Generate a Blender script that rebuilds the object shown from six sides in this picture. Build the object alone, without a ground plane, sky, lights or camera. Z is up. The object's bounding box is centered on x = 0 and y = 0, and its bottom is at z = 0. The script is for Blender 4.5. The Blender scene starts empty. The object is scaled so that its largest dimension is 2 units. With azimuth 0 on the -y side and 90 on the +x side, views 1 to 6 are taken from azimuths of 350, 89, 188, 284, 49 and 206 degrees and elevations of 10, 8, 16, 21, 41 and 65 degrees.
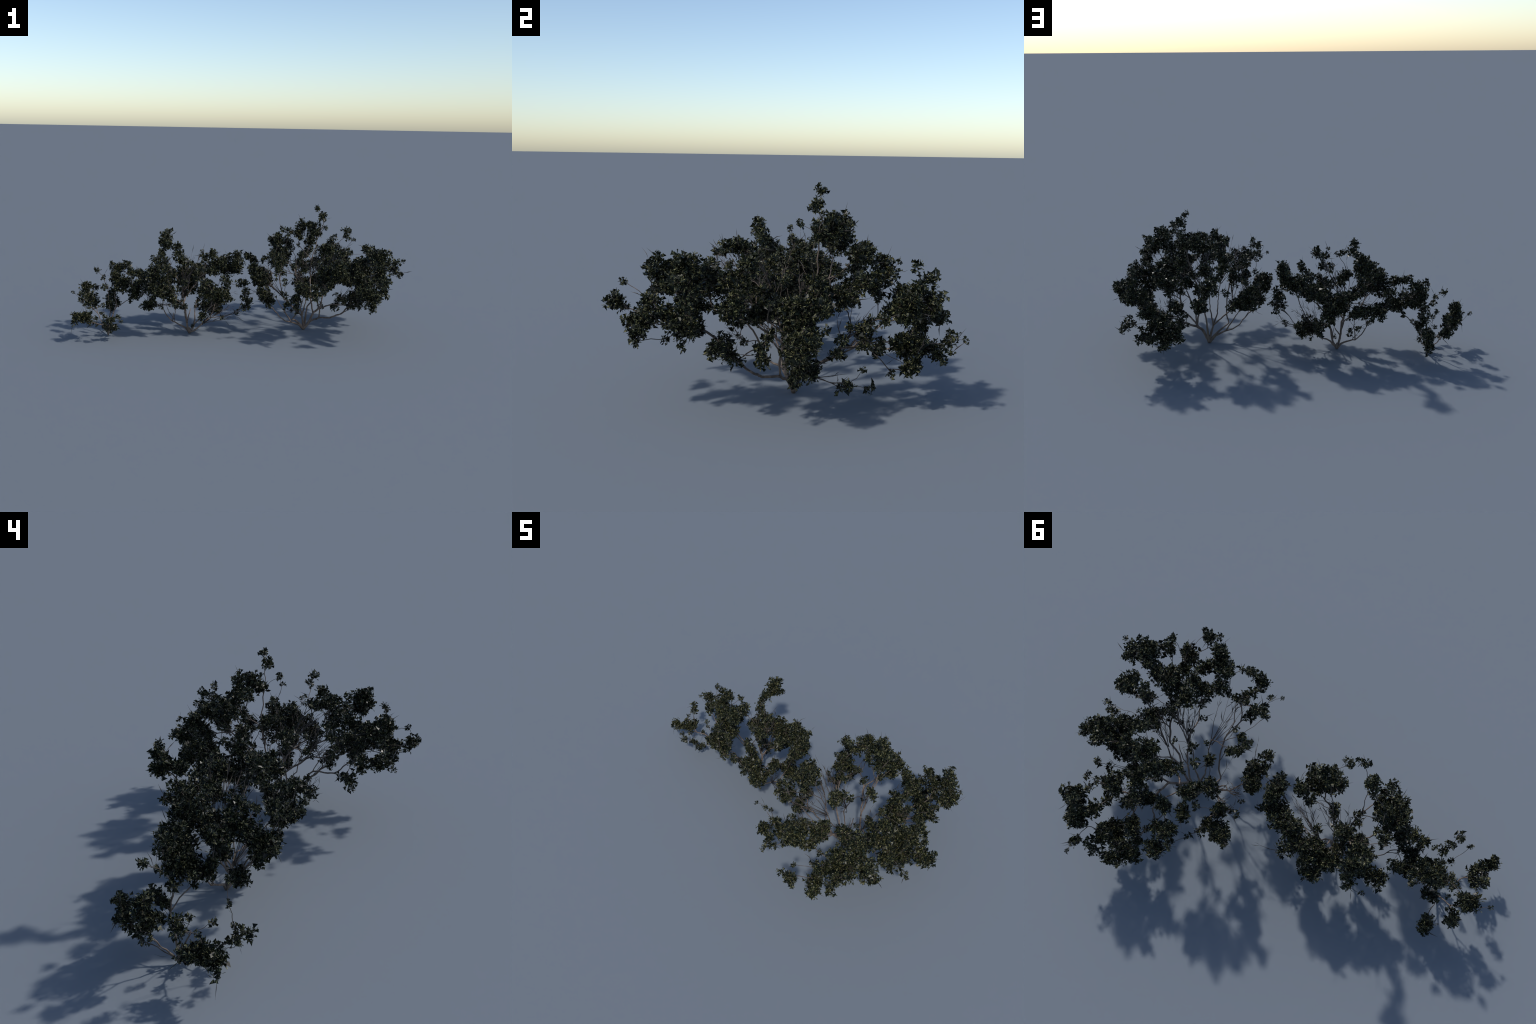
# Three windswept broad-leaved shrubs growing in a row: each one is a set of woody
# limbs rising from a single foot, twigs that grow from the limbs to every foliage
# clump, rosettes of fan-shaped leaves filling the clumps, and dry spindle twigs.
import bpy, math, random
import numpy as np
from mathutils import Vector, Matrix

rng = np.random.default_rng(20240611)

# ------------------------------------------------------------------ description
# LIMBS: main limbs as spines in centimetres, from the foot outwards.
# BOUGHS: foliage clumps of each bough in centimetres: centre x, y, z and radius.
SHRUBS = [
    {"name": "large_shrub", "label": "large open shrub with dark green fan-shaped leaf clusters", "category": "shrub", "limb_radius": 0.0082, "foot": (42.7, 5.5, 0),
     "limbs": [
         [(42.7, 5.5, 0), (39.5, 3.6, 3.2), (34, 1.6, 5.9), (30.2, 0.9, 11.6), (27, 2.1, 16.4), (24.4, 5.5, 21.3)],
         [(34, 1.6, 5.9), (30.1, 0.9, 6.8), (26, 1.3, 9.5), (24.7, 0.3, 12)],
         [(42.7, 5.5, 0), (40, 3.8, 3.6), (36, 2.2, 7), (33.1, -3.1, 8.6), (34.9, -5.7, 13), (35.2, -9, 20), (34.8, -14.8, 27.5), (30.8, -20, 38)],
         [(42.7, 5.5, 0), (42, 4.2, 4.5), (40.9, 2.4, 9.1), (39, -0.4, 15.2), (39.4, -6.8, 24.6), (37.9, -8.8, 34.5)],
         [(40.9, 2.4, 9.1), (36, 4.4, 14), (29.2, 7.9, 20.8)],
         [(40.9, 2.4, 9.1), (42.5, 1.5, 18.3), (43.2, 0, 26), (43.5, -1.8, 32.6), (46, -2.5, 37.9), (48.1, -4.5, 42)],
         [(42.7, 5.5, 0), (43.5, 5, 6), (44.4, 4.5, 14.7), (47, 0.3, 20.1), (47.6, 1.6, 27.1), (50.5, -2, 33)],
         [(42.7, 5.5, 0), (46.2, 3.5, 6), (49.3, 7.3, 10), (53.3, 9.4, 11.9), (62, 8.6, 14.6)],
         [(49.3, 7.3, 10), (47.6, 7.8, 17), (47, 8.5, 25)],
         [(42.7, 5.5, 0), (47, 3.2, 6), (51.1, 0.3, 8.3), (51.2, -0.2, 13.9), (53.9, 2, 24.5), (56.5, -0.9, 28.5)],
         [(51.1, 0.3, 8.3), (56.2, -6.3, 10), (62, -9, 13)],
     ],
     "bare_sprays": [((38, -12, 30), (33, -22, 48), 6), ((30, 8, 21), (20, 6, 40), 4), ((46, -2, 36), (46, -12, 52), 6), ((56, -1, 28), (62, -8, 42), 5)],
     "boughs": {
         "low_front": [
             (54, 48.9, 30.4, 4.2), (50.9, 40.4, 33.9, 4), (60.3, 49.2, 34.3, 3.8), (49.2, 42.4, 33.3, 3.8), (51.9, 38.8, 33.1, 3.7), (61.2, 51.5, 33.5, 3.4),
             (54, 55.8, 31.7, 3.2), (53.2, 55.3, 32.2, 3.2), (62.6, 46.8, 30.9, 3), (71.5, 55, 28.9, 3), (64.2, 54.2, 34, 2.6), (46.2, 45.1, 30.7, 2.6),
             (72.4, 53.1, 26.6, 2.3), (49.5, 57.2, 31.4, 1.8), (60.2, 46.8, 40.8, 1.6), (74, 54.4, 24.2, 1.4), (72.7, 59.4, 28.4, 1.3),
         ],
         "low_back": [
             (80, 5.9, 24.6, 5.5), (80.3, 4.2, 38.3, 5.5), (75.8, 2.1, 38.4, 5.5), (75, 1.5, 37.7, 5.5), (79.2, 3.8, 26.5, 5.5), (81.7, 6.3, 39.9, 5.5),
             (76.9, 3.2, 31.1, 5.4), (85.5, 7.1, 31.7, 5.2), (89.5, 3.7, 31.7, 4.4), (93.2, 5.8, 30.5, 4.3), (92.6, 7.2, 31.4, 4), (80.4, 12, 40.1, 3.7),
             (90.1, 2.4, 30.8, 3.4), (80.2, -6.2, 22.8, 3.3), (78.1, 9.9, 29.4, 3.3), (84, 5.1, 42.6, 2.9), (77.1, -6.7, 26.4, 2.7), (81.1, -5.2, 30.3, 2.6),
             (86.6, -6.7, 28.8, 2.5), (83.9, 12.2, 39.2, 2.4), (75.5, -3.8, 30, 2.3), (90.5, -7.4, 27.5, 2), (85.2, 12.5, 33.9, 1.9), (86.2, -4.6, 42.3, 1.7),
         ],
         "left_arm": [
             (65.4, -23.2, 46.1, 5.5), (68.5, -29.7, 31.4, 4.5), (66, -9.5, 33.5, 4.2), (77.7, -15.7, 48.5, 4.2), (68.2, -9, 36.6, 4.1), (83.3, -17, 39.4, 4),
             (82.3, -14.2, 43.5, 4), (64.4, -29.5, 28.8, 4), (78.4, -17.4, 48.2, 4), (80.5, -13.2, 48, 4), (83.3, -15.8, 40, 4), (63.4, -20.1, 42.4, 3.7),
             (72.1, -15.4, 38.4, 3.7), (77.2, -21.4, 25.2, 3.7), (70.5, -23.3, 47.9, 3.7), (74.7, -29.6, 31.7, 3.5), (81.3, -21.1, 26.7, 3.4), (61.4, -19.5, 35, 3.4),
             (64.2, -19.3, 25.4, 3.4), (71.9, -17.3, 21.9, 3.2), (69.2, -17.5, 23.8, 3), (63, -27.5, 28.8, 3), (57.6, -19.5, 41.2, 3), (64.6, -18.7, 20.7, 2.8),
             (74.1, -24, 52.2, 2.8), (70.7, -14.7, 19.8, 2.4), (80.7, -16.1, 36.5, 2.3), (55.1, -12.1, 32.9, 1.8), (50.2, -11.8, 28.8, 1.7), (60.5, -11.4, 40.6, 1.5),
         ],
         "right_arm": [
             (76.1, -28.9, 51.6, 5.5), (79.7, -29.8, 48, 5.5), (69.9, -33.4, 30.7, 5.5), (85.1, -29.9, 45.5, 5.3), (77.4, -41, 39.7, 4.8), (77.2, -30.9, 52.4, 4.8),
             (69.4, -47.8, 32, 4.6), (67.2, -46.1, 32.2, 4.5), (75.1, -29.7, 36.3, 4.3), (67.7, -30, 39.1, 4.3), (66.5, -43.8, 32.8, 4.1), (65.9, -30, 39.5, 4.1),
             (65.8, -37, 33.9, 4), (66, -38.7, 33.2, 4), (66.9, -31, 37.4, 3.9), (67.8, -31, 39, 3.9), (76.4, -28.3, 46.4, 3.8), (68, -47.5, 27.5, 3.7),
             (61.2, -56.1, 37.4, 3.7), (78.6, -31.4, 53.8, 3.3), (61.1, -55.3, 37.4, 3.2), (70.1, -49.4, 33, 3.1), (77.4, -34.5, 49.2, 2.9), (75.3, -44.2, 34.3, 2.7),
             (87.4, -32, 49, 2.7), (89.8, -29.7, 41.5, 2.7), (65.4, -37.7, 35.9, 2.6), (75.9, -45.1, 38.3, 2.5), (68, -48.1, 25.6, 2.5), (57.1, -57, 38.4, 2.5),
             (57.9, -53.9, 35.4, 2.4), (78.3, -34.4, 34.2, 2.3), (76.7, -45, 32.5, 2.3), (66.7, -45, 40, 2.3), (82.1, -32.9, 54.5, 2.1), (64, -57.9, 37.9, 2.1),
             (72, -42.7, 48.6, 2.1), (70.7, -41.3, 50.7, 2), (90.5, -31.3, 41.2, 1.8), (69.6, -33.1, 24, 1.8), (62.7, -39.4, 25, 1.7), (60.5, -53.7, 44.3, 1.5),
             (90.6, -33.1, 49.9, 1.5), (60.3, -52.8, 43.7, 1.1),
         ],
         "crown": [
             (28.9, -42.7, 36.5, 4.3), (28.2, -32, 27.7, 3.9), (29.8, -44.5, 38.1, 3.7), (27.5, -43.8, 36.1, 3.2), (30.2, -36.1, 37.1, 3.1), (36.1, -47.4, 34.9, 3.1),
             (33.5, -35.3, 32.3, 3.1), (28.8, -31.3, 28.8, 3), (33.8, -32.1, 35.2, 2.9), (34.1, -36.9, 31.8, 2.7), (35.6, -45.4, 38.4, 2.6), (19.5, -24.2, 48.8, 2.4),
             (34.2, -27.5, 43.8, 2.3), (29.6, -28.3, 28.8, 2.3), (22.9, -31.4, 30.9, 2.2), (19.1, -25.3, 44.6, 2.2), (18.6, -24.2, 48.7, 2), (40.3, -46.2, 35.8, 2),
             (21.4, -21.8, 52.4, 2), (22.5, -22.6, 49.2, 1.9), (28, -26.3, 46.2, 1.8), (18, -25, 42.5, 1.8), (35.3, -49.8, 32.3, 1.8), (28.9, -33.3, 23.9, 1.8),
             (20.7, -35.4, 40.6, 1.7), (27.5, -37.2, 39, 1.6), (21.7, -32.5, 37.5, 1.4), (15.7, -36.9, 41.3, 1.1),
         ],
         "upper_front": [
             (70.8, 27.2, 27.3, 3.7), (70.2, 27.4, 31.4, 3.5), (56.3, 27.2, 26.8, 2.7), (53.8, 20.9, 17.7, 2.7), (69.7, 32.4, 25, 2.7), (56.7, 21.2, 23.8, 2.3),
             (80.5, 21.2, 15, 2.3), (60.5, 28.7, 22.5, 2.3), (65.8, 20.3, 9.8, 2.3), (77.3, 17.1, 24.7, 2.2), (60.8, 30.8, 7.8, 2.2), (81.1, 18.8, 30.1, 2),
             (66, 22.9, 9.8, 1.8), (71.5, 21.8, 31.9, 1.8), (82.4, 17.2, 26, 1.7), (74.6, 25, 26.1, 1.6), (69.5, 26.5, 16.9, 1.5),
         ],
         "upper_back": [
             (14, -1.5, 34.8, 5.5), (13.6, 1.3, 32.7, 5.2), (11.5, 4.6, 37.7, 4.9), (12.3, 3.4, 36.2, 4.6), (14.7, 0.4, 24.1, 4), (18.1, -9.1, 22.8, 4),
             (11.1, -3.7, 35.5, 3.9), (13.2, -13.1, 29, 3.9), (19.4, -7.4, 48.7, 3.5), (16.9, -8, 24.9, 3.4), (16.8, -8, 21.7, 3.3), (24.4, -4.8, 41.2, 3),
             (11.8, -8.9, 27.9, 2.8), (14.1, -3.5, 22.2, 2.7), (12.7, -14.8, 27.3, 2.7), (22.1, -5, 43.5, 2.5), (26.6, -17.1, 21.7, 2.4), (25, -2.8, 44.9, 2.4),
             (23.2, -2.6, 46.7, 2.4), (27.9, -14.7, 22.1, 2.3), (41.7, -0, 40, 2.3), (24, -13, 40.4, 2.2), (24.8, -14.2, 28, 2.2), (34.2, -13.5, 16.6, 2),
             (25.4, -13.3, 40.1, 1.9), (26.7, -12.5, 46.2, 1.8), (18.8, -2.8, 17.2, 1.8), (30.1, -15.3, 17.7, 1.5),
         ],
         "inner": [
             (62.5, 28.6, 45.4, 4.7), (51.4, 26.1, 53.5, 4.5), (51.3, 26.9, 52.3, 4.4), (59.4, 20.8, 39.5, 4.1), (60.6, 20.4, 38.5, 3.8), (60.9, 31.7, 42.4, 3.6),
             (47.8, 29.8, 42.9, 3.6), (52.5, 33.6, 45.5, 3.5), (47.4, 29.1, 42.9, 3.1), (62.6, 24.9, 42.9, 3), (46, 28.7, 42.5, 2.8), (38, 18.9, 37.8, 2.7),
             (47.7, 20.4, 45.2, 2.6), (48.4, 12.5, 41, 2.5), (53.6, 24.2, 36.9, 2.4), (50.3, 32, 50, 2.3), (56.7, 33.7, 38.8, 2.3), (42.8, 26.7, 39.6, 2.2),
             (41.7, 15, 28.8, 1.4),
         ],
         "far_left": [
             (47.6, -41.4, 44.9, 5.5), (47.4, -41, 45, 5.5), (50.1, -25.7, 39.4, 5.5), (43.9, -37.8, 45.2, 4.8), (48.2, -43.9, 47.1, 4.5), (44.2, -33.2, 39.2, 4.5),
             (49.5, -45.1, 47.3, 4.3), (54.5, -28.2, 46.2, 4.1), (55, -35.8, 43.3, 3.8), (46.9, -28, 41.3, 3.7), (50.5, -12.5, 53.8, 3.7), (50.5, -17.5, 55, 3.7),
             (43.3, -30.3, 42.5, 3.7), (53.2, -26.3, 45.8, 3.7), (49, -14.4, 54.7, 3.7), (52.9, -39.7, 41.2, 3.7), (50.4, -29.2, 39.6, 3.6), (41.7, -36.6, 45.6, 3.2),
             (41.2, -32.9, 35.6, 3.1), (55.3, -37, 41.9, 3.1), (54.2, -38.8, 41.2, 3), (47.1, -12.8, 54.3, 2.9), (44.4, -43.6, 38.7, 2.8), (50.6, -24.1, 33.1, 2.5),
             (49.2, -43.8, 51.3, 2.3), (55.5, -35, 27.5, 2.3), (52.2, -19.4, 55, 2.3), (59.2, -34.7, 37.6, 2), (40.7, -35.8, 49.2, 2), (47.8, -20.1, 28.9, 1.6),
         ],
         "far_right": [
             (70.6, 47, 41.1, 5.5), (71.9, 46.7, 40.1, 5.3), (76.3, 38.9, 38.8, 5.2), (77, 39, 39.1, 5), (78, 40, 42.5, 4.8), (67.3, 41.7, 39.3, 4.5),
             (73.8, 43, 45.9, 3.5), (71.2, 46.6, 47.7, 3.3), (68.7, 39.5, 34.4, 3.2), (70.3, 49, 48.8, 2.4), (75.5, 32.2, 35.5, 2.4), (66.4, 33.9, 32.4, 2.4),
             (71.9, 42.9, 52.2, 2.4), (71.1, 51.8, 42.7, 2.1), (74.3, 28.4, 35, 2.1), (79.7, 27.6, 33.9, 2), (73, 46.2, 28.8, 1.8),
         ],
         "tip": [
             (36.7, 39, 42.2, 4.5), (33, 39.1, 44, 4.5), (37.2, 45.2, 35.5, 4.2), (32, 39.9, 47.4, 4), (38, 44.9, 36.9, 3.9), (29.3, 22.4, 52.2, 3.9),
             (37.7, 31, 49.1, 3.7), (29.1, 23.7, 53.9, 3.7), (36.7, 32.6, 51.6, 3.6), (29.3, 25.1, 55.9, 3.6), (35.9, 46, 35.1, 3.5), (37.7, 32.2, 51.7, 3.4),
             (27.9, 32.7, 51.9, 3.3), (27.8, 33.1, 52.2, 3.2), (35.7, 47.2, 37.5, 3.2), (29.8, 30.4, 50.5, 3.2), (30.7, 38.8, 48.4, 3.1), (28, 20, 52.5, 3),
             (39.9, 37.8, 41.6, 2.7), (30.3, 43.8, 43, 2.6), (36.9, 35.1, 37.1, 2.6), (39.3, 29.3, 47.4, 2.4), (32.1, 27.5, 44.7, 2.3), (29, 45.4, 47.1, 1.7),
             (25.7, 36.7, 39.7, 1.7), (24.6, 27.6, 54.3, 1.5), (25.5, 32.5, 53.8, 1.4),
         ],
         "skirt": [
             (77.6, 6.2, 18.7, 5), (74.8, 5.3, 19.8, 4), (70.5, 10, 16.2, 3), (65, 10.2, 13.3, 2.8), (72.9, 3.8, 13.9, 2.7), (64.5, 3.4, 19.9, 2.7),
             (62.5, 9.2, 31.5, 2.7), (67.6, 11.5, 16.9, 2.6), (74.5, 3.9, 13.9, 2.5),
         ],
         "middle": [
             (63.9, 12.7, 38.4, 5.5), (67.8, 11.2, 39.6, 5.5), (66.9, -4.9, 37.7, 5), (69.8, 9.6, 37.8, 4.5), (63.5, 10.8, 40, 4.5), (78.4, -10.9, 52, 4.1),
             (66.7, 8.5, 35.3, 4.1), (75.6, -11.4, 53.2, 3), (65.5, 12.5, 46.2, 3), (67, 10.4, 46.4, 3), (61.2, -2.9, 39.9, 2.9), (66.7, -6.3, 42.5, 2.9),
             (64.5, -8, 63.4, 2.5), (64.5, -6.4, 60.1, 2.4), (73.8, 12.2, 46.7, 2.3), (65.5, 1.2, 46.2, 2.3), (75.5, -10, 53.8, 2.3), (63.3, -7.7, 64.3, 2.2),
             (53.6, -8, 52.6, 2), (54.3, 8.2, 44.4, 1.9), (71.7, 10, 60, 1.8), (80.5, -1, 48.7, 1.7), (73.7, 8.5, 55.7, 1.5), (67.8, -3.3, 49.1, 1.3),
         ],
         "shoulder": [
             (16.2, 27.7, 32.6, 5.5), (14.9, 29.5, 34.1, 4.8), (19.8, 26.7, 32.3, 4.7), (25.8, 15.5, 45.1, 4.3), (24.9, 15.4, 40.5, 3.9), (22.9, 26.1, 30.8, 3.9),
             (15.5, 31.2, 38.8, 3.7), (21.1, 18.1, 29.3, 3.7), (21.6, 18.5, 29, 3.7), (14.5, 31.7, 40.8, 3.2), (11.5, 30.7, 42.1, 3.2), (21.4, 16.5, 27.1, 2.9),
             (24.3, 23.9, 28.7, 2.7), (28.2, 11.6, 38.4, 2.6), (10.8, 34.1, 41.4, 2.6), (24.5, 30.1, 30.1, 2.5), (10.6, 6.7, 40.2, 2.5), (33.1, 17.9, 42.4, 2.5),
             (19.4, 21.7, 42.3, 2.2), (19.3, 20.3, 41.1, 2), (29.2, 22.5, 36.3, 1.8), (13.9, 16.8, 28.4, 1.7), (17.3, 15.3, 26.5, 1.7), (15.1, 9.6, 26.3, 1.4),
         ],
         "fringe": [
             (60.2, 43.9, 21.9, 5.1), (49.4, 48.1, 25.8, 4.8), (61.1, 41.4, 22.9, 4.8), (61.5, 41, 24.1, 4.6), (53.7, 47.8, 19.8, 4.3), (48.9, 49.1, 20.9, 4),
             (57.1, 44.8, 21.9, 3.8), (53.8, 52.8, 20.2, 3.8), (56.4, 45.3, 13.6, 3.7), (66.9, 43.3, 17.2, 3.6), (53.9, 49.4, 20, 3.5), (50.3, 41.6, 21.6, 3.4),
             (64, 44.8, 17.2, 3.4), (59.9, 53.3, 21, 3.3), (47.9, 48.4, 20.3, 3.2), (65.6, 53.4, 20.6, 3), (57.1, 34.1, 20.4, 2.9), (67, 42.2, 17, 2.9),
             (67.6, 44.9, 22.3, 2), (49.5, 35.9, 21.3, 1.8), (64.3, 37.6, 13.9, 1.7), (46.8, 32.5, 20.5, 1.3),
         ],
         "back_arm": [
             (51, 17, 61.1, 5.5), (43.4, 21.5, 58.9, 4.4), (43, 22.5, 62.5, 3.7), (50.7, 19.7, 63.4, 3.5), (39.7, 19, 58.6, 3.4), (50, 13.8, 59.6, 3.4),
             (51.8, 16.2, 59.2, 3.2), (46.7, 17.5, 63.7, 3.1), (46.7, 23.7, 62.5, 3), (35.6, 18.9, 59.9, 3), (29.2, 5.8, 49.4, 2.8), (54, 11.5, 69.4, 2.8),
             (43.7, 21.8, 65.5, 2.7), (55, 11.6, 70.8, 2.7), (29.8, 6.5, 50.5, 2.6), (41.7, 16.8, 56.3, 2.4), (30.7, 14.3, 62, 2.4), (51.5, 13.8, 74.7, 2),
             (53, 12.5, 58.8, 1.8), (39.2, 2.5, 48.8, 1.8), (55, 6.1, 64, 1.8), (50.9, 12.7, 75.5, 1.8), (41.3, 18.7, 51, 1.5), (31, 3.7, 59.6, 1.4),
             (44.2, 6.2, 56.2, 1.4), (56.7, 13.7, 67.5, 1.4),
         ],
     }},
    {"name": "middle_shrub", "label": "medium shrub with dark fan leaves and dry spindly twigs", "category": "shrub", "limb_radius": 0.0064, "foot": (-28.7, 5.8, 0),
     "limbs": [
         [(-28.7, 5.8, 0), (-31, 6, 3), (-34.6, 6.7, 5), (-38.6, 8.5, 6.8), (-42, 9, 10.2), (-44.6, 9.8, 15)],
         [(-38.6, 8.5, 6.8), (-38.2, 6.7, 12.7)],
         [(-28.7, 5.8, 0), (-29.8, 4.6, 3.2), (-30.4, 3.2, 6.8), (-30.8, 5, 11), (-31.1, 6.9, 16.2), (-32, 7.8, 18.5), (-33, 6, 27)],
         [(-30.4, 3.2, 6.8), (-28.9, 7.6, 10.6), (-27.5, 10.2, 14.1)],
         [(-28.7, 5.8, 0), (-26, 4.8, 4.3), (-25.3, 5, 8.4), (-25.2, 8.8, 13), (-24, 9, 20)],
         [(-28.7, 5.8, 0), (-25, 2.9, 2.7), (-22.9, 3.7, 4.3), (-20.8, 5.8, 5.8), (-16, 6, 9)],
     ],
     "bare_sprays": [((-20.8, 5.8, 5.8), (-5, -2, 16), 5), ((-20.8, 5.8, 5.8), (-12, 0, 22), 5), ((-28, 6, 22), (-24, 4, 42), 7), ((-31, 7, 20), (-36, 10, 42), 6)],
     "boughs": {
         "low_front": [
             (-33, 8.8, 30.8, 4.1), (-39, 10.3, 34.4, 4.1), (-31.7, 12.5, 43.2, 3.9), (-37.5, 15.6, 35.2, 3.6), (-42.1, 16.4, 38.6, 3.5), (-48.4, 8.4, 45.6, 3.4),
             (-32.7, 11.2, 44.6, 3.4), (-42, 15.3, 43.2, 3.2), (-39.3, 20.6, 36.4, 3.1), (-30.8, 10, 40, 3), (-47.7, 8.8, 40.5, 2.4), (-34.1, 9.9, 44.2, 2.4),
             (-44.5, 7.5, 47.5, 2.3), (-28.3, 7.8, 37.5, 2.2), (-25.8, 5, 38.8, 1.8),
         ],
         "low_back": [
             (-13.4, 14, 16.1, 5.5), (-11.4, 13.7, 13.6, 4.8), (-16.2, 14.1, 13.8, 4.5), (-19.8, 22.9, 20.2, 3.8), (-19.3, 12.1, 15.3, 3.6), (-10.1, 14.8, 11.6, 3.1),
             (-9.4, 20.6, 17.7, 2.7), (-11.9, 9.5, 19, 2.5), (-20.8, 25, 16.2, 2.3), (-18.3, 17.5, 16.2, 2.3), (-23.3, 11.2, 16.2, 2.3), (-8.6, 22.8, 18.1, 2),
             (-9, 2.2, 10, 1.9), (-27.2, 2.3, 5.2, 1.4),
         ],
         "left_arm": [
             (-42, 15.4, 25.4, 4.6), (-45.7, 17.7, 26.1, 4.3), (-39.9, 23.9, 28, 4.2), (-51.3, 19.8, 25.8, 4.2), (-48.6, 18.9, 27.3, 4), (-58, 11.1, 29.9, 3.8),
             (-38.2, 3.7, 20.7, 3.7), (-52.2, 16.8, 26.2, 3.3), (-36.5, 5, 18.7, 3.3), (-55.3, 13.8, 34.9, 3.2), (-57.8, 13.8, 36.2, 2.6), (-40.7, 26.5, 28.7, 2.5),
             (-36.1, 16.1, 14.5, 2.1), (-44.1, 6.8, 22.4, 2.1), (-46.1, 7.5, 16.5, 2.1), (-40, 24.9, 19.8, 1.9), (-47.4, 26.6, 25.1, 1.3),
         ],
         "right_arm": [
             (-11.3, -12.4, 26.4, 5.5), (-13.7, -11.1, 27.1, 5), (-17.7, -12.3, 27.1, 4.4), (-9.6, -14.4, 26.3, 4.2), (-9.7, -7.6, 27.7, 3.5), (-7.3, -4.2, 33.7, 3.4),
             (-14.8, -9, 28.9, 3.3), (4.3, -8.1, 23, 3.3), (4.2, -3.5, 25.6, 3.3), (3.4, -7.9, 18.5, 3.2), (-22, -7, 13.3, 3.1), (6, -3.1, 20.6, 2.9),
             (-12.7, -8.6, 22.7, 2.7), (-22.4, -8.2, 15.1, 2.6), (-7.1, -5, 30.8, 2.6), (-6.8, -17.4, 26.1, 2.5), (-12.6, -1.5, 27.3, 2.4), (4.6, 6.8, 20.3, 2.1),
             (0.2, 3.5, 12.9, 1.9), (3, -7.5, 28.8, 1.8),
         ],
         "crown": [
             (-41.8, 26.5, 55.4, 4.5), (-41.7, 25.9, 52.4, 4.4), (-41.4, 26.5, 56.5, 4.1), (-41.7, 25.4, 51.7, 3.8), (-40.6, 20.1, 52.1, 3.5), (-44.4, 17.9, 45, 3.5),
             (-40.7, 18.7, 52.6, 3.2), (-44.6, 20.3, 47.5, 3), (-39.5, 30.2, 50.2, 2.3), (-40.3, 26.6, 59, 2.2), (-38.2, 28.2, 59.8, 1.7),
         ],
         "upper_front": [
             (-20.9, -13, 29.8, 4.3), (-19.1, -10.8, 32.5, 4.3), (-19.8, -8.5, 33.7, 3.5), (-15.7, -6.2, 50.1, 3), (-20.1, -4.3, 48.7, 2.8), (-19.8, -12.1, 41.9, 2.8),
             (-23, -12, 31.4, 2.7), (-23.4, -21.4, 37.2, 2.7), (-16.6, -7.5, 50.1, 2.6), (-18.8, -12.1, 41.4, 2.5), (-15.9, -7.5, 51.9, 2.4), (-24.7, 1.4, 34.6, 2.4),
             (-20.9, -6.5, 49.5, 2.4), (-10.8, -12.5, 37.5, 2.3), (-17, -18.8, 30, 2.3), (-16.7, -16.5, 34.2, 2.2), (-24.5, -10, 42.5, 1.8), (-20.7, -22, 37.2, 1.6),
         ],
         "upper_back": [
             (-5.8, 14.6, 40.8, 5.5), (-11.8, 16.2, 37.4, 5.5), (-10.5, 17.1, 41.2, 5.4), (-7.6, 15.9, 38.6, 5.1), (-4.3, 9.8, 37.3, 4.8), (0.6, 3.1, 42.9, 4.5),
             (0.4, 9.7, 45.4, 4.2), (-1.5, 12.6, 38.9, 4.1), (0.2, 8.2, 40.2, 4.1), (0.2, 2.9, 39.8, 3.8), (1.1, 9, 46.9, 3.8), (-13.8, 2.4, 39.4, 3.3),
             (2.7, 8.6, 29.7, 3.2), (-9, 1.3, 43.5, 3), (5.1, 2.8, 31.2, 2.7), (-8.6, 1.6, 45.5, 2.6), (-3.9, 18, 45.4, 2.5), (-10.8, 24, 39.1, 2.2),
             (6.8, 9.1, 25.6, 1.9),
         ],
         "inner": [
             (-47.4, -14.2, 31.8, 5.5), (-48.6, -2.6, 40.8, 5.5), (-50.5, -3.6, 39.2, 5.5), (-47.9, -13.1, 31.1, 5.5), (-43.7, -10.9, 30.2, 5.3), (-50.8, -6.3, 37, 5.1),
             (-45.8, -7.5, 33.8, 4.8), (-50.5, -11, 31.3, 4.5), (-54.6, 0.7, 32.9, 4.4), (-45.8, -2.5, 44, 4.2), (-57.8, -1.3, 36.5, 4), (-40.9, -13.1, 28.3, 3.9),
             (-42.8, -4.8, 35.4, 3.7), (-47, -0, 32.5, 3.7), (-52.4, -4.6, 20.7, 3.7), (-54.1, -5.3, 20.6, 3.6), (-55, -7.6, 21.2, 3.3), (-39.8, -14.7, 26.1, 3),
             (-33.2, -6.9, 19.5, 3), (-56.4, 2.3, 27.5, 2.8), (-51.4, -12.3, 25.6, 2.8), (-41.1, -16, 31.8, 2.8), (-35, 0.1, 28.9, 2.4), (-48.3, -9.6, 44.2, 1.9),
             (-34.5, -7.5, 22.5, 1.8), (-49.5, -6.3, 21.3, 1.8), (-40.8, -7.5, 21.3, 1.4),
         ],
         "far_left": [
             (-23.4, 20.8, 34.3, 5.5), (-28.7, 20.7, 29.5, 5.5), (-26.5, 20.1, 26.1, 5.5), (-16.8, 22.3, 37.6, 5.5), (-31.8, 18.1, 32.8, 5.5), (-26.2, 22.1, 33, 5.4),
             (-25.4, 28.4, 32.4, 4.2), (-30.5, 23.2, 34.7, 4.1), (-20.8, 16.6, 32.2, 3.7), (-30.8, 11.7, 24.4, 3.7), (-33.3, 22.5, 36.1, 3.6), (-21.3, 26.4, 36.8, 3.5),
             (-26.4, 27.5, 25.2, 3.1), (-23.3, 28.7, 26.2, 3), (-25.8, 16.2, 23.8, 3), (-26.7, 30.3, 33.1, 2.6), (-20.9, 11.3, 35.2, 2.6), (-29.7, 10.9, 22.7, 2),
         ],
         "far_right": [
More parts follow.
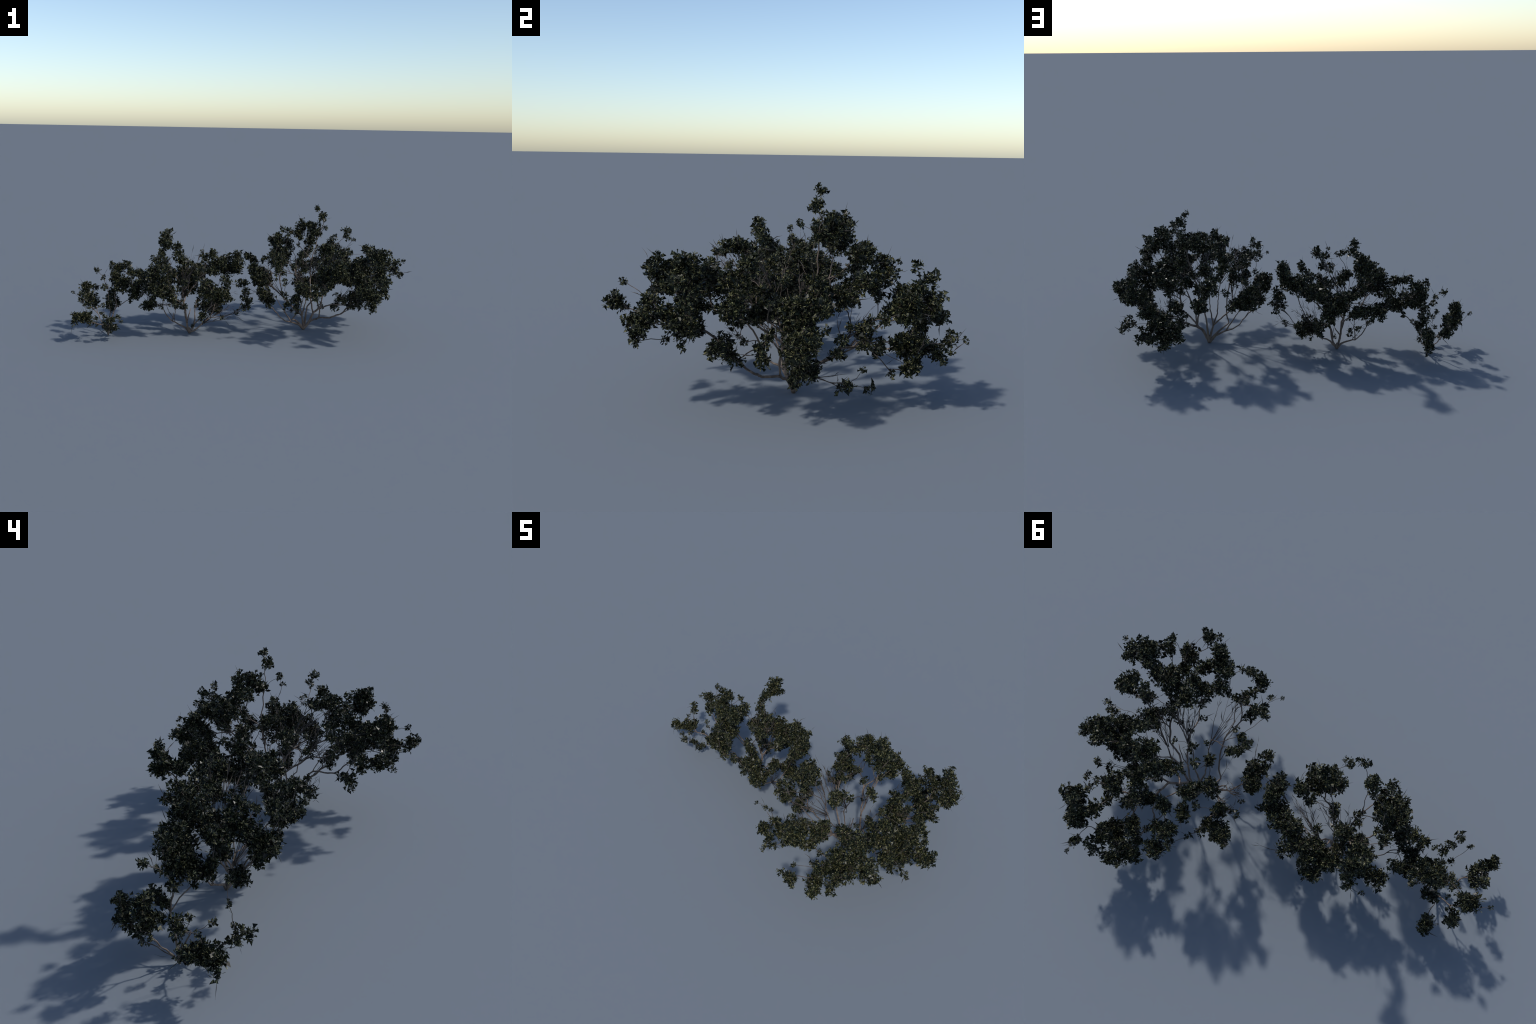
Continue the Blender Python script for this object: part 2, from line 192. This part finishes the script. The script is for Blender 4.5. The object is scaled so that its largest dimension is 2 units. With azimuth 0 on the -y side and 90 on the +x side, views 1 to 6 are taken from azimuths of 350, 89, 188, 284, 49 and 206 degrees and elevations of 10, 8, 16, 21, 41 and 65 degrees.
             (-43.5, -14.9, 42.9, 3.6), (-35.7, -8.5, 51.4, 3.4), (-37, -7.5, 55, 2.9), (-37.1, -6.3, 51.1, 2.7), (-37, -8.8, 56.2, 2.3), (-33.3, -16.3, 36.3, 2.3),
             (-30.4, -18.5, 48, 2.1), (-28.4, -18.2, 47.6, 2), (-35.8, -10, 56.2, 1.8), (-22.4, -8.2, 52.7, 1.5), (-27.5, -19.7, 46, 1.4),
         ],
     }},
    {"name": "small_shrub", "label": "small sparse shrub with scattered dark leaf clusters", "category": "shrub", "limb_radius": 0.0042, "foot": (-77.1, 6.9, 0),
     "limbs": [
         [(-77.1, 6.9, 0), (-78.5, 8.5, 3.8), (-80.3, 10, 6.8), (-82, 11.4, 8.7)],
         [(-77.1, 6.9, 0), (-76.5, 5.8, 6), (-75.6, 3.4, 12)],
         [(-77.1, 6.9, 0), (-76, 8, 5), (-74, 10, 12)],
     ],
     "bare_sprays": [],
     "boughs": {
         "low_front": [
             (-77.8, 2.3, 6.7, 3.4), (-77.4, -16.3, 16.1, 2.9), (-74.8, -11.9, 13.9, 2.8), (-72.9, -9.5, 9.5, 2.7), (-74.8, -5.3, 7, 2.6), (-78.1, -7.5, 8, 2),
             (-75.5, 7.7, 8.6, 2), (-71.2, -2.5, 13.5, 1.9), (-72.9, 1.3, 5.5, 1.8), (-83.8, 2.4, 8.4, 1.8), (-79.5, 2.7, 19.3, 1.7), (-69.5, -8.8, 12.5, 1.4),
             (-75.8, -8.8, 23.8, 1.4), (-80.5, 4, 14.4, 1.3),
         ],
         "low_back": [
             (-89.7, 14, 26.2, 4.3), (-76.6, 25.1, 17.7, 4), (-87.7, 12, 21.5, 4), (-87.6, 12.7, 22.6, 4), (-89.7, 12.3, 29.5, 3.7), (-75.5, 26, 13.1, 3.6),
             (-73.7, 15, 21.4, 3.3), (-85.5, 20.7, 17.4, 3), (-72.1, 14.3, 18.3, 2.8), (-85.3, 21.8, 20, 2.7), (-89.6, 13.1, 29.7, 2.7), (-74.7, 16, 23.4, 2.7),
             (-84.9, 23.1, 25.5, 2.6), (-88.7, 13, 17.3, 2.5), (-76.9, 27.5, 12.4, 2.4), (-71.3, 13.7, 17.9, 2.4), (-76.5, 26.4, 18.7, 2.3), (-75.3, 13.3, 14.1, 2.3),
             (-85.8, 17.7, 15.4, 2.3), (-84.2, 15.5, 16.1, 2.2), (-76.4, 19.3, 5.3, 1.8), (-83.3, 21.2, 17.5, 1.8), (-80, 14.7, 27.3, 1.3), (-97.3, 11.8, 25.7, 1.1),
         ],
         "left_arm": [
             (-69.2, 8, 30.9, 5.5), (-68.4, 7.8, 30.3, 5.5), (-61, 4, 25.6, 4.8), (-65.1, 11.6, 31.3, 4.3), (-60.1, 9.8, 28, 4.3), (-60.9, 3.7, 25.7, 4.3),
             (-66.6, 11.9, 31.1, 3.4), (-61.4, 12.1, 29.4, 2.9), (-62.3, 0.6, 29.6, 2.8), (-63.5, 6.5, 21.6, 2.1),
         ],
         "right_arm": [
             (-90.8, -6.9, 14.6, 3.8), (-88.8, -3.6, 13.1, 3.8), (-89.8, -0.4, 13.3, 3.6), (-91, -8.4, 15.1, 3.2), (-94.7, -10.4, 16.6, 3.2), (-88.3, -5, 16.2, 3),
             (-93.5, -9.6, 15, 3), (-91.1, 2.2, 22.9, 3), (-94.2, -11.7, 17, 2.6), (-90.3, 1.4, 14, 2.5), (-87.3, -4.7, 10.9, 2.4), (-93.3, -2.5, 15, 2.3),
             (-91.5, 2.5, 26.4, 2.3), (-95.7, -11.4, 12.8, 2.1), (-83.2, -14.1, 15.8, 1.7), (-90, -3.6, 21.4, 1.3),
         ],
         "crown": [
             (-72.7, 10.1, 34.2, 4.7), (-71.8, 13.1, 38.3, 4.4), (-68.9, 13.4, 39.5, 3.9), (-72, 9.2, 34.9, 3.6), (-73.3, 9.7, 26.6, 3.3), (-70.8, 12.5, 30, 3),
             (-69.4, 14.1, 40.4, 2.8), (-74.2, 12.3, 41.9, 2.3), (-78.6, 7.7, 29.3, 2.3), (-63.8, 18.3, 38.7, 2), (-83.2, 15.7, 38.1, 1.9), (-79.4, 11.3, 33.9, 1.8),
             (-64, 18.6, 37.5, 1.7), (-83.5, 15.5, 37.2, 1.6), (-79.3, 13.5, 34.9, 1.3),
         ],
         "upper_front": [
             (-59.4, 1.5, 38.8, 3.4), (-65.3, 10.8, 42.5, 3), (-63.2, 0.9, 39, 2.5), (-63.3, 1.2, 40, 2.3), (-77, -8.8, 33.8, 1.4),
         ],
     }},
]
DRY_PER_CLUMP, DRY_ON_WOOD, BARE_BRANCHES = 0.3, 0.3, 0.2


ROSETTE = 0.0193          # radius of one leaf rosette, metres
NAMED_MOST = 300          # rosettes that stay separate objects
TIP_RADIUS = 0.00085       # twig radius at its end
PIPE_POWER = 0.385         # growth of branch thickness with the foliage it carries


# ------------------------------------------------------------------ materials
def material(name):
    m = bpy.data.materials.new(name)
    m.use_nodes = True
    t = m.node_tree
    return m, t, t.nodes["Principled BSDF"], t.nodes.new, t.links.new


def noise(t, scale, detail=3.0, coords="Object", stretch=None):
    c = t.nodes.new("ShaderNodeTexCoord")
    n = t.nodes.new("ShaderNodeTexNoise")
    n.inputs["Scale"].default_value = scale
    n.inputs["Detail"].default_value = detail
    if stretch:
        mp = t.nodes.new("ShaderNodeMapping")
        mp.inputs["Scale"].default_value = stretch
        t.links.new(c.outputs[coords], mp.inputs["Vector"])
        t.links.new(mp.outputs["Vector"], n.inputs["Vector"])
    else:
        t.links.new(c.outputs[coords], n.inputs["Vector"])
    return n


def ramp(t, source, stops):
    r = t.nodes.new("ShaderNodeValToRGB")
    e = r.color_ramp.elements
    while len(e) < len(stops):
        e.new(0.5)
    for k, (p, col) in zip(e, stops):
        k.position, k.color = p, (*col, 1)
    t.links.new(source, r.inputs["Fac"])
    return r


def blade_material():
    m, t, b, new, link = material("dark_leaf_blade")
    n = noise(t, 55.0)
    r = ramp(t, n.outputs["Fac"], [(0.30, BLADE[0]), (0.52, BLADE[1]), (0.72, BLADE[2])])
    link(r.outputs["Color"], b.inputs["Base Color"])
    b.inputs["Roughness"].default_value = BLADE_ROUGH
    b.inputs["Specular IOR Level"].default_value = BLADE_SPEC
    return m


def leaflet_material():
    m, t, b, new, link = material("olive_leaf")
    n = noise(t, 85.0, 2.0)
    r = ramp(t, n.outputs["Fac"], [(0.30, OLIVE[0]), (0.46, OLIVE[1]), (0.60, OLIVE[2]), (0.74, OLIVE[3])])
    link(r.outputs["Color"], b.inputs["Base Color"])
    b.inputs["Roughness"].default_value = 0.5
    b.inputs["Specular IOR Level"].default_value = 0.35
    return m


def bark_material(name, BARK):
    m, t, b, new, link = material(name)
    n = noise(t, 60.0, 5.0, stretch=(1.0, 1.0, 0.35))
    r = ramp(t, n.outputs["Fac"], [(0.28, BARK[0]), (0.52, BARK[1]), (0.75, BARK[2])])
    link(r.outputs["Color"], b.inputs["Base Color"])
    b.inputs["Roughness"].default_value = 0.85
    f = noise(t, 260.0, 4.0, stretch=(1.0, 1.0, 0.25))
    bump = new("ShaderNodeBump")
    bump.inputs["Strength"].default_value = 0.5
    bump.inputs["Distance"].default_value = 0.002
    link(f.outputs["Fac"], bump.inputs["Height"])
    link(bump.outputs["Normal"], b.inputs["Normal"])
    return m


def dry_material():
    m, t, b, new, link = material("dry_twig")
    n = noise(t, 40.0, 3.0)
    r = ramp(t, n.outputs["Fac"], [(0.32, DRY[0]), (0.55, DRY[1]), (0.75, DRY[2])])
    link(r.outputs["Color"], b.inputs["Base Color"])
    b.inputs["Roughness"].default_value = 0.75
    return m


BLADE = [(0.002, 0.003, 0.002), (0.004, 0.006, 0.004), (0.009, 0.013, 0.008)]
BLADE_ROUGH, BLADE_SPEC = 0.34, 0.14
OLIVE = [(0.014, 0.022, 0.011), (0.052, 0.058, 0.023), (0.145, 0.138, 0.057), (0.310, 0.280, 0.135)]
BARK = [(0.070, 0.052, 0.042), (0.130, 0.098, 0.079), (0.200, 0.158, 0.130)]
DRY = [(0.012, 0.010, 0.009), (0.030, 0.025, 0.021), (0.085, 0.065, 0.050)]
TWIG = [(0.030, 0.023, 0.019), (0.062, 0.047, 0.039), (0.120, 0.092, 0.075)]
MAT_BLADE, MAT_OLIVE, MAT_DRY = blade_material(), leaflet_material(), dry_material()
MAT_BARK, MAT_TWIG = bark_material("weathered_bark", BARK), bark_material("twig_bark", TWIG)


# ------------------------------------------------------------------ mesh helper
class Soup:
    """Grows one mesh out of many small pieces."""

    def __init__(self):
        self.v, self.f, self.m, self.n = [], [], [], 0

    def add(self, verts, faces, mat=0):
        verts = np.asarray(verts, float)
        self.v.append(verts)
        self.f += [tuple(i + self.n for i in f) for f in faces]
        self.m += [mat] * len(faces) if isinstance(mat, int) else list(mat)
        self.n += len(verts)

    def mesh(self, name, mats, smooth=False):
        me = bpy.data.meshes.new(name)
        me.from_pydata(np.concatenate(self.v).tolist(), [], self.f)
        for m in mats:
            me.materials.append(m)
        me.polygons.foreach_set("material_index", np.array(self.m, np.int32))
        me.polygons.foreach_set("use_smooth", np.full(len(self.f), smooth))
        me.update()
        return me


def unit(v):
    v = np.asarray(v, float)
    return v / (np.linalg.norm(v) + 1e-12)


def side_of(d):
    a = np.cross(d, (0.0, 0.0, 1.0))
    if np.linalg.norm(a) < 0.1:
        a = np.cross(d, (1.0, 0.0, 0.0))
    return unit(a)


def tube(soup, pts, radii, sides, mat=0):
    pts = np.asarray(pts, float)
    tan = np.gradient(pts, axis=0)
    tan /= np.linalg.norm(tan, axis=1, keepdims=True) + 1e-12
    a = side_of(tan[0])
    ring = np.arange(sides) * math.tau / sides
    verts, faces = [], []
    for p, t, r in zip(pts, tan, radii):
        a = unit(a - t * np.dot(a, t))
        b = np.cross(t, a)
        verts.append(p + r * (np.cos(ring)[:, None] * a + np.sin(ring)[:, None] * b))
    n = len(pts)
    for i in range(n - 1):
        for k in range(sides):
            q = (k + 1) % sides
            faces.append((i * sides + k, i * sides + q, (i + 1) * sides + q, (i + 1) * sides + k))
    faces.append(tuple(range(sides - 1, -1, -1)))
    faces.append(tuple(range((n - 1) * sides, n * sides)))
    soup.add(np.concatenate(verts), faces, mat)


# ------------------------------------------------------------------ leaves
def fan_blade(soup, stem, d, w, length, width, bend):
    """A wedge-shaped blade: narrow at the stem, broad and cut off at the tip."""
    nrm = unit(np.cross(d, w))
    t = 0.0004
    rows = [(0.06, 0.09), (0.58, 0.50 + 0.1 * rng.random()), (1.0, 1.0)]
    skew = rng.normal(0, 0.10)
    pts = []
    for s, k in rows:
        c = stem + d * (s * length) + nrm * (bend * s * s * length)
        for e in (-1, 1):
            p = c + w * (e * k * width / 2) + d * (skew * e * s * s * length)
            pts += [p + nrm * t, p - nrm * t]
    f = []
    for i in range(2):
        a, b = i * 4, (i + 1) * 4
        f += [(a, a + 2, b + 2, b), (a + 3, a + 1, b + 1, b + 3), (a + 1, a, b, b + 1), (a + 2, a + 3, b + 3, b + 2)]
    f += [(0, 1, 3, 2), (8, 10, 11, 9)]
    soup.add(pts, f, 0)
    return nrm


def leaflet(soup, p0, p1, w, nrm, width, thick):
    """A spatulate leaf: slender stalk end, broad towards the tip."""
    c = p0 + (p1 - p0) * 0.72
    pts = [p0, c + w * (width / 2), c + nrm * (thick / 2), c - w * (width / 2), c - nrm * (thick / 2), p1]
    f = []
    for k in range(4):
        q = (k + 1) % 4
        f += [(0, 1 + k, 1 + q), (1 + k, 5, 1 + q)]
    soup.add(pts, f, 1)


def rosette():
    """One rosette: broad fans sprouting unevenly from a short stem; it points along +z, radius about 1."""
    s = Soup()
    n = int(rng.integers(9, 13))
    turn = rng.random() * math.tau
    for i in range(n):
        z = 1.0 - 1.6 * (i + 0.5) / n
        a = turn + i * 2.39996 + rng.normal(0, 0.5)
        d = unit([math.cos(a) * math.sqrt(max(0.0, 1 - z * z)), math.sin(a) * math.sqrt(max(0.0, 1 - z * z)), z + rng.normal(0, 0.25)])
        d = unit(d + rng.normal(0, 0.28, 3))
        w = side_of(d)
        roll = rng.random() * math.tau
        w = unit(w * math.cos(roll) + np.cross(d, w) * math.sin(roll))
        stem = d * rng.uniform(0.0, 0.28) + rng.normal(0, 0.16, 3)
        length = rng.uniform(0.50, 0.92)
        width = length * rng.choice([0.38, 0.6, 0.85, 1.05, 1.3]) * rng.uniform(0.88, 1.12)
        bend = rng.normal(0, 0.12)
        nrm = fan_blade(s, stem, d, w, length, width, bend)
        count = int(rng.choice([0, 1, 1, 2, 2, 3]))
        for k in range(count):
            e = (k - (count - 1) / 2) * 0.62 / max(1, count - 1) if count > 1 else rng.normal(0, 0.15)
            e += rng.normal(0, 0.06)
            s0, s1 = rng.uniform(0.05, 0.35), rng.uniform(0.85, 1.10)
            at = lambda q: stem + d * (q * length) + w * (e * q * width) + nrm * (bend * q * q * length)
            leaflet(s, at(s0), at(s1), w, nrm, min(0.17, max(0.07, width * rng.uniform(0.12, 0.24))), 0.05)
    for i in range(int(rng.integers(2, 5))):
        d = unit(rng.normal(0, 1, 3) + (0, 0, 0.5))
        w = side_of(d)
        L = rng.uniform(0.8, 1.15)
        leaflet(s, d * 0.35, d * L, w, np.cross(d, w), rng.uniform(0.09, 0.15), 0.06)
    return s


VARIANTS = [rosette() for _ in range(16)]
VARIANT_V = [np.concatenate(s.v) for s in VARIANTS]
for s, v in zip(VARIANTS, VARIANT_V):
    s.v = [v * ROSETTE]
VARIANT_MESH = [s.mesh("leaf_cluster", [MAT_BLADE, MAT_OLIVE]) for s in VARIANTS]


def fill_clump(centre, radius):
    """Rosette centres and sizes that fill one clump to a ragged, rounded mass."""
    centre = np.array(centre)
    size = min(ROSETTE, radius * SMALL)
    n = max(2, int(round(FILL * (radius / size) ** FILL_POWER)))
    room = max(radius - size * INSET, radius * 0.3)
    turn = rng.random() * math.tau
    out = []
    for i in range(n):
        z = 1 - 2 * (i + 0.5) / n
        a = turn + i * 2.39996
        d = np.array([math.cos(a) * math.sqrt(1 - z * z), math.sin(a) * math.sqrt(1 - z * z), z])
        depth = rng.uniform(0.75, 1.0) if i % 4 else rng.uniform(0.2, 0.75)
        p = centre + (d * depth + rng.normal(0, 0.10, 3)) * room
        p[2] = max(p[2], size * 0.9)
        out.append((p, size * rng.uniform(0.85, 1.12)))
    return out


FILL, FILL_POWER, SMALL, INSET = 2.6, 2.1, 0.9, 0.68


def frame_towards(d):
    d = unit(d)
    a = side_of(d)
    roll = rng.random() * math.tau
    b = np.cross(d, a)
    x = a * math.cos(roll) + b * math.sin(roll)
    return np.stack([x, np.cross(d, x), d], axis=1)


# ------------------------------------------------------------------ growth
class Tree:
    """Skeleton of one shrub: nodes with parent, travelled length and the foliage they carry."""

    def __init__(self, foot):
        self.p, self.up, self.run, self.dir, self.load, self.paths = [np.array(foot)], [-1], [0.0], [np.array((0, 0, 1.0))], [0.0], []

    def extend(self, start, pts, bough):
        path, last = [start], start
        for q in pts:
            step = q - self.p[last]
            self.p.append(q)
            self.up.append(last)
            self.run.append(self.run[last] + np.linalg.norm(step))
            self.dir.append(unit(step))
            self.load.append(0.0)
            last = len(self.p) - 1
            path.append(last)
        self.paths.append((path, bough))
        return last

    def nearest(self, q):
        return int(np.argmin(np.linalg.norm(np.array(self.p) - q, axis=1)))

    def limb(self, spine):
        spine = [np.array(s, float) / 100 for s in spine]
        start = self.nearest(spine[0])
        pts, prev = [], self.p[start]
        for q in spine[1:]:
            n = max(1, int(np.linalg.norm(q - prev) / 0.014))
            for k in range(1, n + 1):
                pts.append(prev + (q - prev) * k / n + rng.normal(0, 0.0009, 3))
            prev = q
        self.extend(start, pts, None)

    def reach(self, q, weight, bough):
        P, D, run = np.array(self.p), np.array(self.dir), np.array(self.run)
        v = q - P
        dist = np.linalg.norm(v, axis=1)
        turn = 1 - (v * D).sum(1) / (dist + 1e-9)
        cost = dist * (1 + 0.28 * turn) + 0.42 * run
        s = int(np.argmin(cost))
        if dist[s] > 0.012:
            n = max(2, int(dist[s] / 0.016))
            bow = D[s] * dist[s] * 0.20
            sag = np.array((0, 0, 1.0)) * dist[s] * 0.05
            ph = rng.random(3) * math.tau
            pts = []
            for k in range(1, n + 1):
                t = k / n
                wig = np.sin(ph + np.array((5.0, 6.3, 4.1)) * t * (0.6 + dist[s] * 9)) * 0.0032 * math.sin(math.pi * t)
                pts.append(P[s] + v[s] * t + (bow - v[s] * 0.20 * 0.6) * (t * (1 - t)) + sag * t * (1 - t) + wig)
            s = self.extend(s, pts, bough)
        while s >= 0:
            self.load[s] += weight
            s = self.up[s]

    def radius(self, i):
        return TIP_RADIUS * max(1.0, self.load[i]) ** PIPE_POWER


REACH_X, REACH_Y, REACH_Z = 0.985, 0.60, 0.765      # how far the sprigs spread, metres


def within(q):
    return abs(q[0]) < REACH_X and abs(q[1]) < REACH_Y and 0.003 < q[2] < REACH_Z


def dry_twig(soup, p, d, length, width):
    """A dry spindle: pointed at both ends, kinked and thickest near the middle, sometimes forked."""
    if not within(p + d * length):
        return
    w = side_of(d)
    u = np.cross(d, w)
    kink = (w * rng.normal(0, 1) + u * rng.normal(0, 1)) * length * 0.05
    a, b, c = p, p + d * length * rng.uniform(0.35, 0.6) + kink, p + d * length
    ring = [b + w * width / 2, b + u * width / 2, b - w * width / 2, b - u * width / 2]
    soup.add([a, *ring, c], [(0, 1 + k, 1 + (k + 1) % 4) for k in range(4)] + [(5, 1 + (k + 1) % 4, 1 + k) for k in range(4)], 1)


def add_object(name, data, parent, **props):
    o = bpy.data.objects.new(name, data)
    bpy.context.scene.collection.objects.link(o)
    if parent:
        o.parent = parent
    for k, v in props.items():
        o[k] = v
    return o


# ------------------------------------------------------------------ build
plans = []
for shrub in SHRUBS:
    tree = Tree(np.array(shrub["foot"]) / 100)
    for spine in shrub["limbs"]:
        tree.limb(spine)
    foot = tree.p[0]
    order = []
    for b, clumps in enumerate(shrub["boughs"].values()):
        for c in clumps:
            order.append((np.linalg.norm(np.array(c[:3]) / 100 - foot), b, np.array(c[:3]) / 100, c[3] / 100))
    order.sort(key=lambda o: o[0])
    rosettes = []
    for dist, b, c, r in order:
        tree.reach(c, 1.0 + (r / 0.03) ** 2 * 0.5, b)
        for p, size in fill_clump(c, r):
            rosettes.append((b, p, size, c, r))
    plans.append((shrub, tree, order, rosettes))

# the largest, outermost rosettes stay separate objects, shared out over the shrubs
ranked = []
for s, (shrub, tree, order, rosettes) in enumerate(plans):
    middle = np.mean([o[2] for o in order], axis=0)
    for i, (b, p, size, c, r) in enumerate(rosettes):
        ranked.append((size * (1 + 2.0 * np.linalg.norm(p - c)) * (0.6 + np.linalg.norm(p - middle)), s, i))
ranked.sort(reverse=True)
named = {(s, i) for _, s, i in ranked[:NAMED_MOST]}

for s, (shrub, tree, order, rosettes) in enumerate(plans):
    top = bpy.data.objects.new(shrub["name"], None)
    bpy.context.scene.collection.objects.link(top)
    top.empty_display_size = 0.05
    top.location = tree.p[0]
    top["label"], top["category"] = shrub["label"], shrub["category"]
    home = Matrix.Translation(-Vector(tree.p[0]))

    # trunk with its main limbs, then one branch per bough
    wood = [Soup() for _ in shrub["boughs"]]
    trunk = Soup()
    for path, bough in tree.paths:
        pts = [tree.p[i] for i in path]
        rad = [tree.radius(i) for i in path]
        if len(rad) > 1:
            rad[0] = min(rad[0], rad[1] * 1.25)
        rad[-1] = min(rad[-1], TIP_RADIUS * 0.6 if bough is not None else rad[-1])
        if bough is None:
            rad = [max(x, 0.0020, shrub["limb_radius"] * math.exp(-tree.run[i] / 0.20)) for x, i in zip(rad, path)]
            rad[-1] *= 0.6
        soup, sides = (trunk, 9) if bough is None else (wood[bough], 6)
        if bough is None and path[0] == 0:
            pts = [pts[0] + np.array((0, 0, -0.0))] + pts[1:]
        tube(soup, pts, rad, sides, 1 if bough is not None and rad[0] > 0.0026 else 0)
    if not trunk.n:
        tube(trunk, [tree.p[0], tree.p[0] + (0, 0, 0.02)], [0.008, 0.007], 9)
    foot_r = min(0.017, 1.25 * max(tree.radius(c) for c in range(1, len(tree.p)) if tree.up[c] == 0))
    tube(trunk, [tree.p[0] + (0, 0, h) for h in (0.0, 0.004, 0.013, 0.024, 0.034)], [foot_r * k for k in (0.62, 0.88, 1.0, 0.8, 0.35)], 11)
    trunk_ob = add_object("trunk", trunk.mesh("trunk", [MAT_BARK], True), top)
    trunk_ob.data.transform(home)

    leaves = [Soup() for _ in shrub["boughs"]]
    dry = [Soup() for _ in shrub["boughs"]]
    summit = max(c[2] + r for _, _, c, r in order) - 0.02
    kept = [[] for _ in shrub["boughs"]]
    for i, (b, p, size, c, r) in enumerate(rosettes):
        v = int(rng.integers(len(VARIANTS)))
        out = p - c
        aim = unit(out) * 1.0 + np.array((0, 0, 0.45)) + rng.normal(0, 0.45, 3)
        R = frame_towards(aim)
        if np.linalg.norm(out) > 0.012:
            q = np.array([c + out * 0.1, c + out * 0.55 + rng.normal(0, 0.0025, 3), p])
            tube(wood[b], q, [0.0010, 0.0009, 0.0007], 4)
        if (s, i) in named:
            kept[b].append((v, R, p, size))
        else:
            leaves[b].add((VARIANT_V[v] * size) @ R.T + p, VARIANTS[v].f, VARIANTS[v].m)
    # dry spindle twigs: stick out of the clumps and stand along the bare wood
    for dist, b, c, r in order:
        n = rng.poisson(DRY_PER_CLUMP * (0.6 + r / 0.05))
        for k in range(n):
            d = unit(rng.normal(0, 0.75, 3) + unit(c - tree.p[0]) * 0.6 + (0, 0, 0.25))
            L = rng.uniform(0.025, 0.065)
            start = c + d * (r * rng.uniform(0.3, 0.7))
            dry_twig(dry[b], start, d, L, L * rng.uniform(0.03, 0.075))
    for path, bough in tree.paths:
        if bough is None:
            continue
        for i in path[1:-1:2]:
            if rng.random() < DRY_ON_WOOD:
                d = unit(rng.normal(0, 0.6, 3) + tree.dir[i] * 0.9 + (0, 0, 0.6))
                L = rng.uniform(0.02, 0.075)
                dry_twig(dry[bough], tree.p[i], d, L, L * rng.uniform(0.025, 0.06))
    # bare fine branches standing inside the crown, forked and ending in spindles
    inner = [(i, bough) for path, bough in tree.paths for i in path[1:] if 0.06 < tree.run[i] < 0.42 and bough is not None]
    for k in range(int(BARE_BRANCHES * (len(order) if shrub["limb_radius"] > 0.005 else 0))):
        i, bough = inner[int(rng.integers(len(inner)))]
        d = unit(tree.dir[i] * 0.7 + unit(tree.p[i] - tree.p[0]) * 0.7 + rng.normal(0, 0.3, 3) + (0, 0, 0.2))
        L = rng.uniform(0.04, 0.11)
        elbow = tree.p[i] + d * L * 0.5
        d2 = unit(d + rng.normal(0, 0.22, 3) + (0, 0, 0.1))
        end = elbow + d2 * L * 0.5
        if end[2] > summit - 0.05 or not within(end):
            continue
        tube(wood[bough], [tree.p[i], elbow, end], [0.0019, 0.0014, 0.0006], 5)
        for q, m in ((elbow, 2), (end, 2)):
            for j in range(m):
                d3 = unit(d2 + rng.normal(0, 0.4, 3))
                S = rng.uniform(0.02, 0.055)
                dry_twig(dry[bough], q, d3, S, S * rng.uniform(0.035, 0.075))
    # sprays of long leafless twigs that fill the hollows
    for start, end, count in shrub["bare_sprays"]:
        start, end = np.array(start) / 100, np.array(end) / 100
        near = tree.nearest(start)
        for k in range(count):
            tip = end + rng.normal(0, 0.032, 3)
            if not within(tip):
                continue
            root = tree.p[near] + rng.normal(0, 0.004, 3)
            mid = root + (tip - root) * rng.uniform(0.4, 0.6) + rng.normal(0, 0.012, 3)
            tube(wood[0], [root, mid, tip], [0.0017, 0.0012, 0.0005], 5)
            for q, m in ((mid, 2), (mid + (tip - mid) * 0.6, 2), (tip, 1)):
                for j in range(m):
                    S = rng.uniform(0.025, 0.07)
                    dry_twig(dry[0], q, unit(unit(tip - root) + rng.normal(0, 0.3, 3)), S, S * rng.uniform(0.035, 0.07))
    for b, title in enumerate(shrub["boughs"]):
        if wood[b].n:
            branch = add_object("branch", wood[b].mesh("branch", [MAT_TWIG, MAT_BARK], True), top)
            branch.data.transform(home)
        else:
            branch = add_object("branch", None, top)
        if leaves[b].n:
            o = add_object("foliage", leaves[b].mesh("foliage", [MAT_BLADE, MAT_OLIVE]), branch, kind="stuff")
            o.data.transform(home)
        if dry[b].n:
            o = add_object("dry_twigs", dry[b].mesh("dry_twigs", [MAT_TWIG, MAT_DRY]), branch, kind="stuff")
            o.data.transform(home)
        for v, R, p, size in kept[b]:
            o = add_object("leaf_cluster", VARIANT_MESH[v], branch)
            o.matrix_local = home @ Matrix.Translation(Vector(p)) @ Matrix(R.tolist()).to_4x4() @ Matrix.Scale(size / ROSETTE, 4)
for me in list(VARIANT_MESH):
    if not me.users:
        bpy.data.meshes.remove(me)
